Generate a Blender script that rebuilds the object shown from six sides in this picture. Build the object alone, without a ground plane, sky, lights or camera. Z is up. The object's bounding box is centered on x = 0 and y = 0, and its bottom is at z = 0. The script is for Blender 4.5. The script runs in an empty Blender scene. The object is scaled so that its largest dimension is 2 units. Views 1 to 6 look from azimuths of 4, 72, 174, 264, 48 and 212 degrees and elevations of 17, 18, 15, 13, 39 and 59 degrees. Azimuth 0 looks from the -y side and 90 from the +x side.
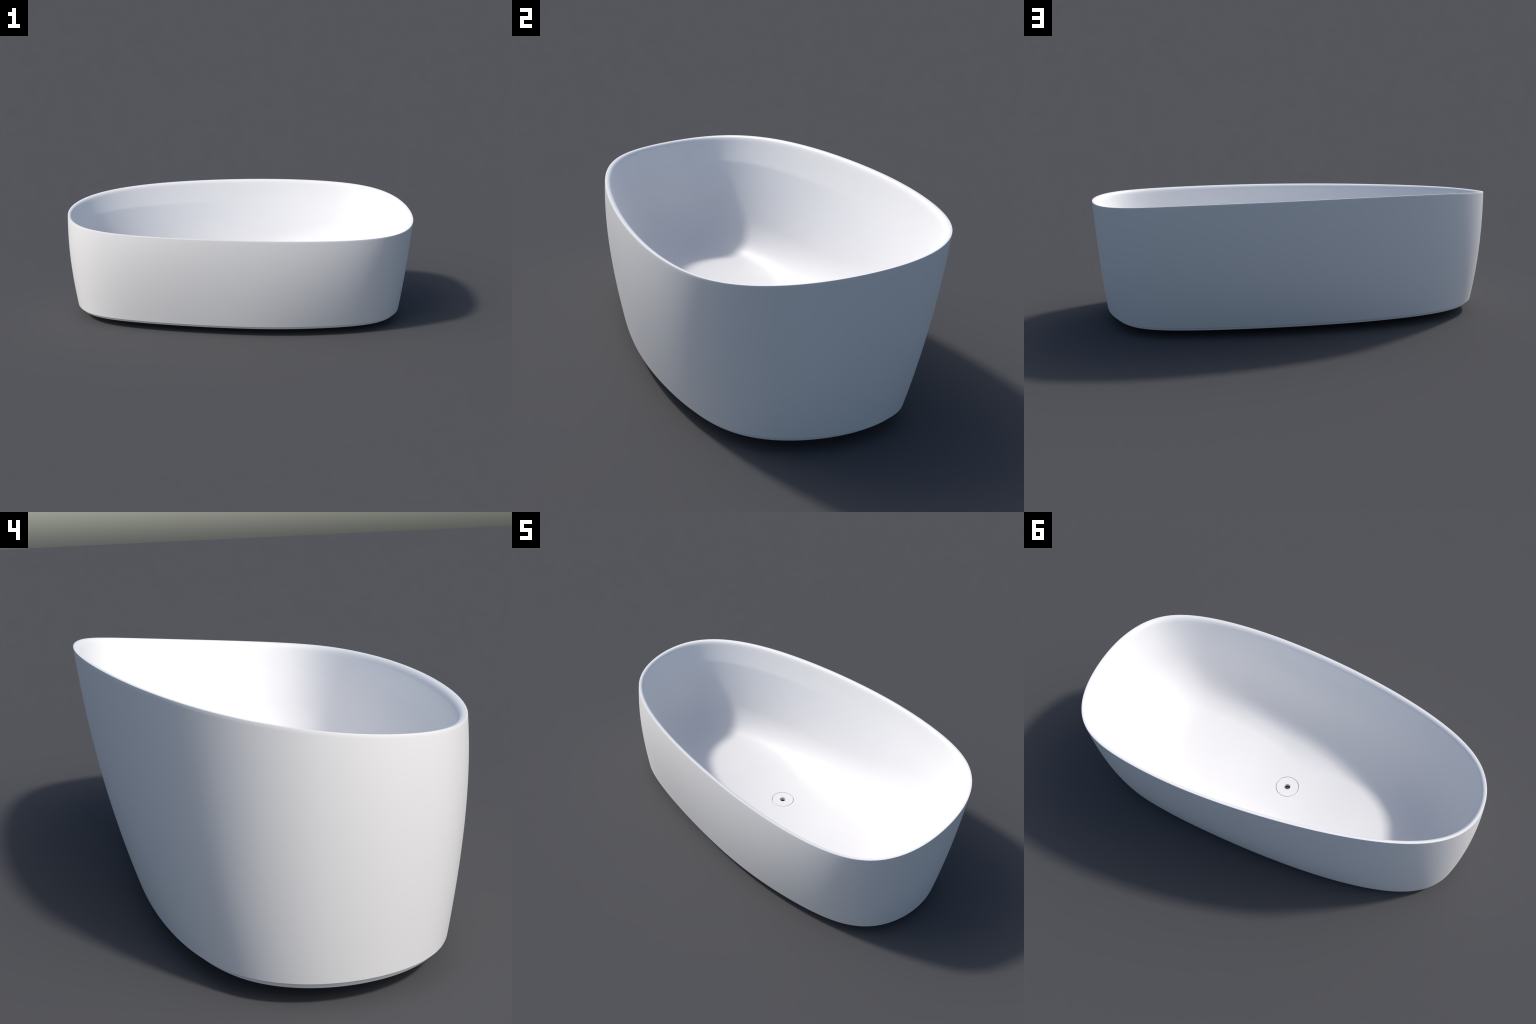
"""Freestanding white bathtub: asymmetric egg plan, rim sloping up to the back,
recessed skirting, sloping basin with a flat drain plate."""
import math
import bpy
import bmesh
import numpy as np

TAU = 2.0 * math.pi
N = 384                                        # points round every ring
S = np.linspace(0.0, 1.0, N, endpoint=False)   # position along a closed curve
TH = TAU * S

# ------------------------------------------------------------------ profiles
# The plan is an egg with its blunt end at +x, turned a few degrees.  The closed
# B-splines below run anticlockwise from the middle of the blunt end.
YAW, SHIFT_Y = math.radians(4.73), -.0207
RIM_PLAN = [(1.0095, -.018), (.9712, .2523), (.8369, .4375), (.5867, .5065),
            (.2303, .533), (-.2115, .4963), (-.6479, .404), (-.9423, .2473),
            (-1.0302, .0127), (-.9409, -.2584), (-.6383, -.4067), (-.2169, -.493),
            (.2245, -.5281), (.5902, -.5091), (.8626, -.4286), (.9804, -.2486)]
FOOT_PLAN = [(.9547, -.0171), (.91, .1881), (.8051, .3317), (.5465, .3845),
             (.1919, .4037), (-.1839, .402), (-.5723, .3631), (-.895, .257),
             (-.993, .0171), (-.9029, -.2433), (-.6428, -.3431), (-.2413, -.4203),
             (.1556, -.4636), (.5139, -.4373), (.7814, -.3722), (.915, -.2302)]
# constant, cos, sin, cos2, sin2 ... round the ring
RIM_HEIGHT = [.6201, -.0003, .0628, -.0114, -.0046, .002, .0036, -.0011, -.0013]
BELLY = [.0138, -.0048, .0029, -.0041, .0014]          # outward swell of the wall at mid height
BELLY_SKEW = [.0005, .0004, .0009, -.0003, -.001]
FOOT_Z, SKIRT_HEIGHT, SKIRT_INSET = .0579, .0177, .0186

# basin section, measured towards the drain: lean of the wall and radius of the cove at its foot
WALL_LEAN = [.30, .385, .41, .42, .31, .175, .16, .19, .225, .375, .41, .35, .38, .41, .37, .295]
COVE_RADIUS = [.34, .42, .56, .51, .29, .185, .19, .23, .265, .38, .42, .29, .31, .43, .37, .32]

LIP_FLAT = .0050                               # flat top of the rim
FLOOR_Z = .126
DRAIN = (-.0294, -.0003)
PLATE_R, WELL_R, HOLE_R, PLATE_T = .0568, .0594, .0155, .018


def harmonics(coefficients):
    out = np.full(N, coefficients[0])
    for i, c in enumerate(coefficients[1:]):
        k = i // 2 + 1
        out = out + c * (np.cos(k * TH) if i % 2 == 0 else np.sin(k * TH))
    return out


def spline(points):
    """uniform closed cubic B-spline over control values"""
    p = np.array(points, float)
    n = len(p)
    s = S * n
    i = np.floor(s).astype(int)
    f = (s - i).reshape((N,) + (1,) * (p.ndim - 1))
    return ((1 - f) ** 3 * p[(i - 1) % n] + (3 * f ** 3 - 6 * f ** 2 + 4) * p[i % n]
         + (-3 * f ** 3 + 3 * f ** 2 + 3 * f + 1) * p[(i + 1) % n] + f ** 3 * p[(i + 2) % n]) / 6


def closed_spline(points):
    """plan curve, turned from the egg frame into the world"""
    q = spline(points)
    c, d = math.cos(YAW), math.sin(YAW)
    return np.stack([c * q[:, 0] - d * q[:, 1], d * q[:, 0] + c * q[:, 1] + SHIFT_Y], 1)


def plan_normal(xy):
    t = np.roll(xy, -1, 0) - np.roll(xy, 1, 0)
    n = np.stack([t[:, 1], -t[:, 0]], 1)
    return n / np.linalg.norm(n, axis=1)[:, None]


def ring(xy, z):
    return np.column_stack([xy, np.broadcast_to(z, (N,))])


rim_xy, rim_z = closed_spline(RIM_PLAN), harmonics(RIM_HEIGHT)
rim_n = plan_normal(rim_xy)
foot_xy = closed_spline(FOOT_PLAN)
foot_n = plan_normal(foot_xy)
belly, skew = harmonics(BELLY), harmonics(BELLY_SKEW)
flank = np.exp(-((np.degrees(TH) - 296) / 30) ** 2)      # fuller shoulder beside the blunt end
belly, skew = belly + .008 * flank, skew - .0015 * flank


def outer(t):
    swell = belly * 4 * t * (1 - t) + skew * 10 * t * (1 - t) * (1 - 2 * t)
    xy = foot_xy * (1 - t) + rim_xy * t + rim_n * swell[:, None]
    return ring(xy, FOOT_Z + (rim_z - FOOT_Z) * t)


# ------------------------------------------------------------------ body rings
rings, region = [], []                         # region of the band that ends at each ring


def add(r, name):
    rings.append(r)
    region.append(name)


skirt_xy = foot_xy - foot_n * SKIRT_INSET
skirt_z = FOOT_Z - SKIRT_HEIGHT
# underside, then skirting, then the outer wall
for s in (.35, .7, .93):
    add(ring(skirt_xy * s, skirt_z), "underside")
add(ring(skirt_xy, skirt_z), "underside")
add(ring(skirt_xy + foot_n * .0006, skirt_z + .0008), "skirting")
add(ring(skirt_xy + foot_n * .0006, FOOT_Z - .0006), "skirting")
add(ring(foot_xy - foot_n * .0015, FOOT_Z - .0004), "skirting")
for t in np.concatenate([[0.0, .003], np.linspace(.02, .985, 40), [.9985]]):
    add(outer(t), "outer_wall")
# rim: crisp outer edge, flat top, rounded inner edge
add(ring(rim_xy - rim_n * .0004, rim_z + .0004), "outer_wall")
add(ring(rim_xy - rim_n * .0015, rim_z + .0006), "rim")
add(ring(rim_xy - rim_n * LIP_FLAT, rim_z), "rim")

# basin ------------------------------------------------------------------
crease_z = np.minimum(.552 + .6 * (rim_z - .677), rim_z - .014)  # faint line where the basin begins
high_side = np.exp(-((np.degrees(TH) - 120) / 40) ** 2)
band_lean = .28 - .015 * high_side              # slope of the band between basin and raised rim
corner_inset = .0198 - .0022 * np.sin(TH)      # wall thickness at the rim, less on the high side
crease_inset = corner_inset + (rim_z - crease_z) * band_lean
crease = ring(rim_xy - rim_n * crease_inset[:, None], crease_z)
flat_end = rings[-1]
corner = ring(rim_xy - rim_n * corner_inset[:, None], rim_z)
fall = crease - corner
length = np.linalg.norm(fall, axis=1)[:, None]
turn = corner + fall / length * np.minimum(.024, .8 * length)
for u in np.linspace(0, 1, 10)[1:]:
    add(flat_end * (1 - u) ** 2 + corner * 2 * u * (1 - u) + turn * u ** 2, "rim")
for s in (.2, .4, .6, .8, .94, 1.0):
    add(turn * (1 - s) + crease * s, "basin")
# wall, cove and floor, every point moving straight towards the drain
middle = np.array(DRAIN)
reach = middle - crease[:, :2]
radius = np.linalg.norm(reach, axis=1)
reach = reach / radius[:, None]
well = middle - WELL_R * reach
lean, cove = spline(WALL_LEAN), spline(COVE_RADIUS)
depth = crease_z - FLOOR_Z
tilt = np.arctan2(1.0, lean)                           # wall angle from the floor
floor_start = lean * depth + cove * np.tan(tilt / 2)
cove_start = floor_start - cove * np.sin(tilt)


def smoothstep(a, b, x):
    t = np.clip((x - a) / (b - a), 0, 1)
    return t * t * (3 - 2 * t)


def basin(inset, height):
    r = radius - inset                                 # the floor dishes slightly towards the drain
    dish = .013 * reach[:, 0] ** 2 * smoothstep(.1, .42, r) * (1 - smoothstep(.5, .78, r)) * (1 - height / depth) ** 2
    add(ring(crease[:, :2] + reach * np.asarray(inset)[:, None], FLOOR_Z + height + dish), "basin")


for s in np.concatenate([[.03], np.linspace(.1, 1, 12)]):
    basin(cove_start * s, depth - cove_start * s / lean)
for s in np.linspace(1, 0, 41)[1:]:
    basin(floor_start - cove * np.sin(tilt * s), cove * (1 - np.cos(tilt * s)))
for s in np.linspace(0, 1, 12)[1:-1]:
    basin(floor_start * (1 - s) + (radius - WELL_R) * s, np.zeros(N))
add(ring(well, FLOOR_Z), "basin")
add(ring(middle + (well - middle) * .992, FLOOR_Z - .0006), "basin")
add(ring(middle + (well - middle) * .992, FLOOR_Z - .084), "basin")
add(ring(middle + (well - middle) * .3, FLOOR_Z - .084), "basin")

# ------------------------------------------------------------------ materials


def enamel(name, colour, rough, specular=.5):
    m = bpy.data.materials.new(name)
    m.use_nodes = True
    nt = m.node_tree
    b = nt.nodes["Principled BSDF"]
    tc = nt.nodes.new("ShaderNodeTexCoord")
    noise = nt.nodes.new("ShaderNodeTexNoise")
    noise.inputs["Scale"].default_value = 6.0
    noise.inputs["Detail"].default_value = 3.0
    ramp = nt.nodes.new("ShaderNodeValToRGB")
    ramp.color_ramp.elements[0].position, ramp.color_ramp.elements[1].position = .3, .7
    ramp.color_ramp.elements[0].color = (*[c * .995 for c in colour], 1)
    ramp.color_ramp.elements[1].color = (*colour, 1)
    nt.links.new(tc.outputs["Object"], noise.inputs["Vector"])
    nt.links.new(noise.outputs["Fac"], ramp.inputs["Fac"])
    nt.links.new(ramp.outputs["Color"], b.inputs["Base Color"])
    b.inputs["Roughness"].default_value = rough
    b.inputs["Specular IOR Level"].default_value = specular
    return m


WHITE = enamel("white_solid_surface", (.76, .76, .76), .5)

# ------------------------------------------------------------------ build body
tub = bpy.data.objects.new("bathtub", None)
bpy.context.scene.collection.objects.link(tub)
tub["label"] = "white freestanding oval bathtub with a sloping rim"
tub["category"] = "bathtub"


def place(name, mesh, parent, mat):
    o = bpy.data.objects.new(name, mesh)
    bpy.context.scene.collection.objects.link(o)
    o.parent = parent
    mesh.materials.append(mat)
    return o


verts = np.vstack(rings + [np.array([[0, 0, skirt_z]])])
faces, tags = [], []
centre = len(verts) - 1
for k in range(N):
    faces.append((centre, (k + 1) % N, k))
    tags.append("underside")
for j in range(len(rings) - 1):
    a, b = j * N, (j + 1) * N
    tag = region[j + 1] if region[j + 1] != "outer_wall" else "outer_wall"
    for k in range(N):
        l = (k + 1) % N
        faces.append((a + k, a + l, b + l, b + k))
        tags.append(tag)
last = (len(rings) - 1) * N
faces.append(tuple(last + k for k in range(N)))
tags.append("basin")

whole = bpy.data.meshes.new("whole")
whole.from_pydata(verts.tolist(), [], faces)
whole.update()
whole.polygons.foreach_set("use_smooth", [True] * len(faces))
whole.set_sharp_from_angle(angle=math.radians(32))
loop_normals = np.empty(len(whole.loops) * 3, np.float32)
whole.corner_normals.foreach_get("vector", loop_normals)
loop_normals = loop_normals.reshape(-1, 3)
starts = [p.loop_start for p in whole.polygons]

for part in ("underside", "skirting", "outer_wall", "rim", "basin"):
    chosen = [i for i, t in enumerate(tags) if t == part]
    used = sorted({v for i in chosen for v in faces[i]})
    index = {v: i for i, v in enumerate(used)}
    me = bpy.data.meshes.new(part)
    me.from_pydata([verts[v].tolist() for v in used], [], [[index[v] for v in faces[i]] for i in chosen])
    me.update()
    me.polygons.foreach_set("use_smooth", [True] * len(chosen))
    normals = np.vstack([loop_normals[starts[i]:starts[i] + len(faces[i])] for i in chosen])
    me.normals_split_custom_set(normals.tolist())
    place(part, me, tub, WHITE)
bpy.data.meshes.remove(whole)

# ------------------------------------------------------------------ drain


def lathe(name, profile, origin, parent, mat, n=96, closed=True):
    bm = bmesh.new()
    loops = []
    for r, z in profile:
        loops.append([bm.verts.new((r * math.cos(TAU * k / n), r * math.sin(TAU * k / n), z)) for k in range(n)])
    pairs = list(zip(loops, loops[1:] + loops[:1])) if closed else list(zip(loops, loops[1:]))
    for a, b in pairs:
        for k in range(n):
            l = (k + 1) % n
            bm.faces.new((a[k], a[l], b[l], b[k]))
    bmesh.ops.recalc_face_normals(bm, faces=bm.faces)
    me = bpy.data.meshes.new(name)
    bm.to_mesh(me)
    bm.free()
    me.polygons.foreach_set("use_smooth", [True] * len(me.polygons))
    me.set_sharp_from_angle(angle=math.radians(35))
    o = place(name, me, parent, mat)
    o.location = origin
    return o


plate = lathe("drain_plate", [(HOLE_R, -PLATE_T), (PLATE_R, -PLATE_T), (PLATE_R, -.0008), (PLATE_R - .0008, 0),
                              (HOLE_R + .0008, 0), (HOLE_R, -.0008)], (*DRAIN, FLOOR_Z), tub, WHITE)
DARK_GREY = enamel("dark_glossy_grey", (.45, .45, .47), .35)
DARK_GREY.node_tree.nodes["Principled BSDF"].inputs["Metallic"].default_value = 1.0
lathe("dark_hole_bottom", [(.0002, -PLATE_T - .007), (HOLE_R - .0002, -PLATE_T - .007), (HOLE_R - .0002, -PLATE_T - .025),
                     (.0002, -PLATE_T - .025)], (*DRAIN, FLOOR_Z), tub, DARK_GREY)
lathe("drain_pipe", [(.020, 0), (.024, 0), (.024, .040), (.020, .040)], (*DRAIN, 0.0), tub, WHITE)
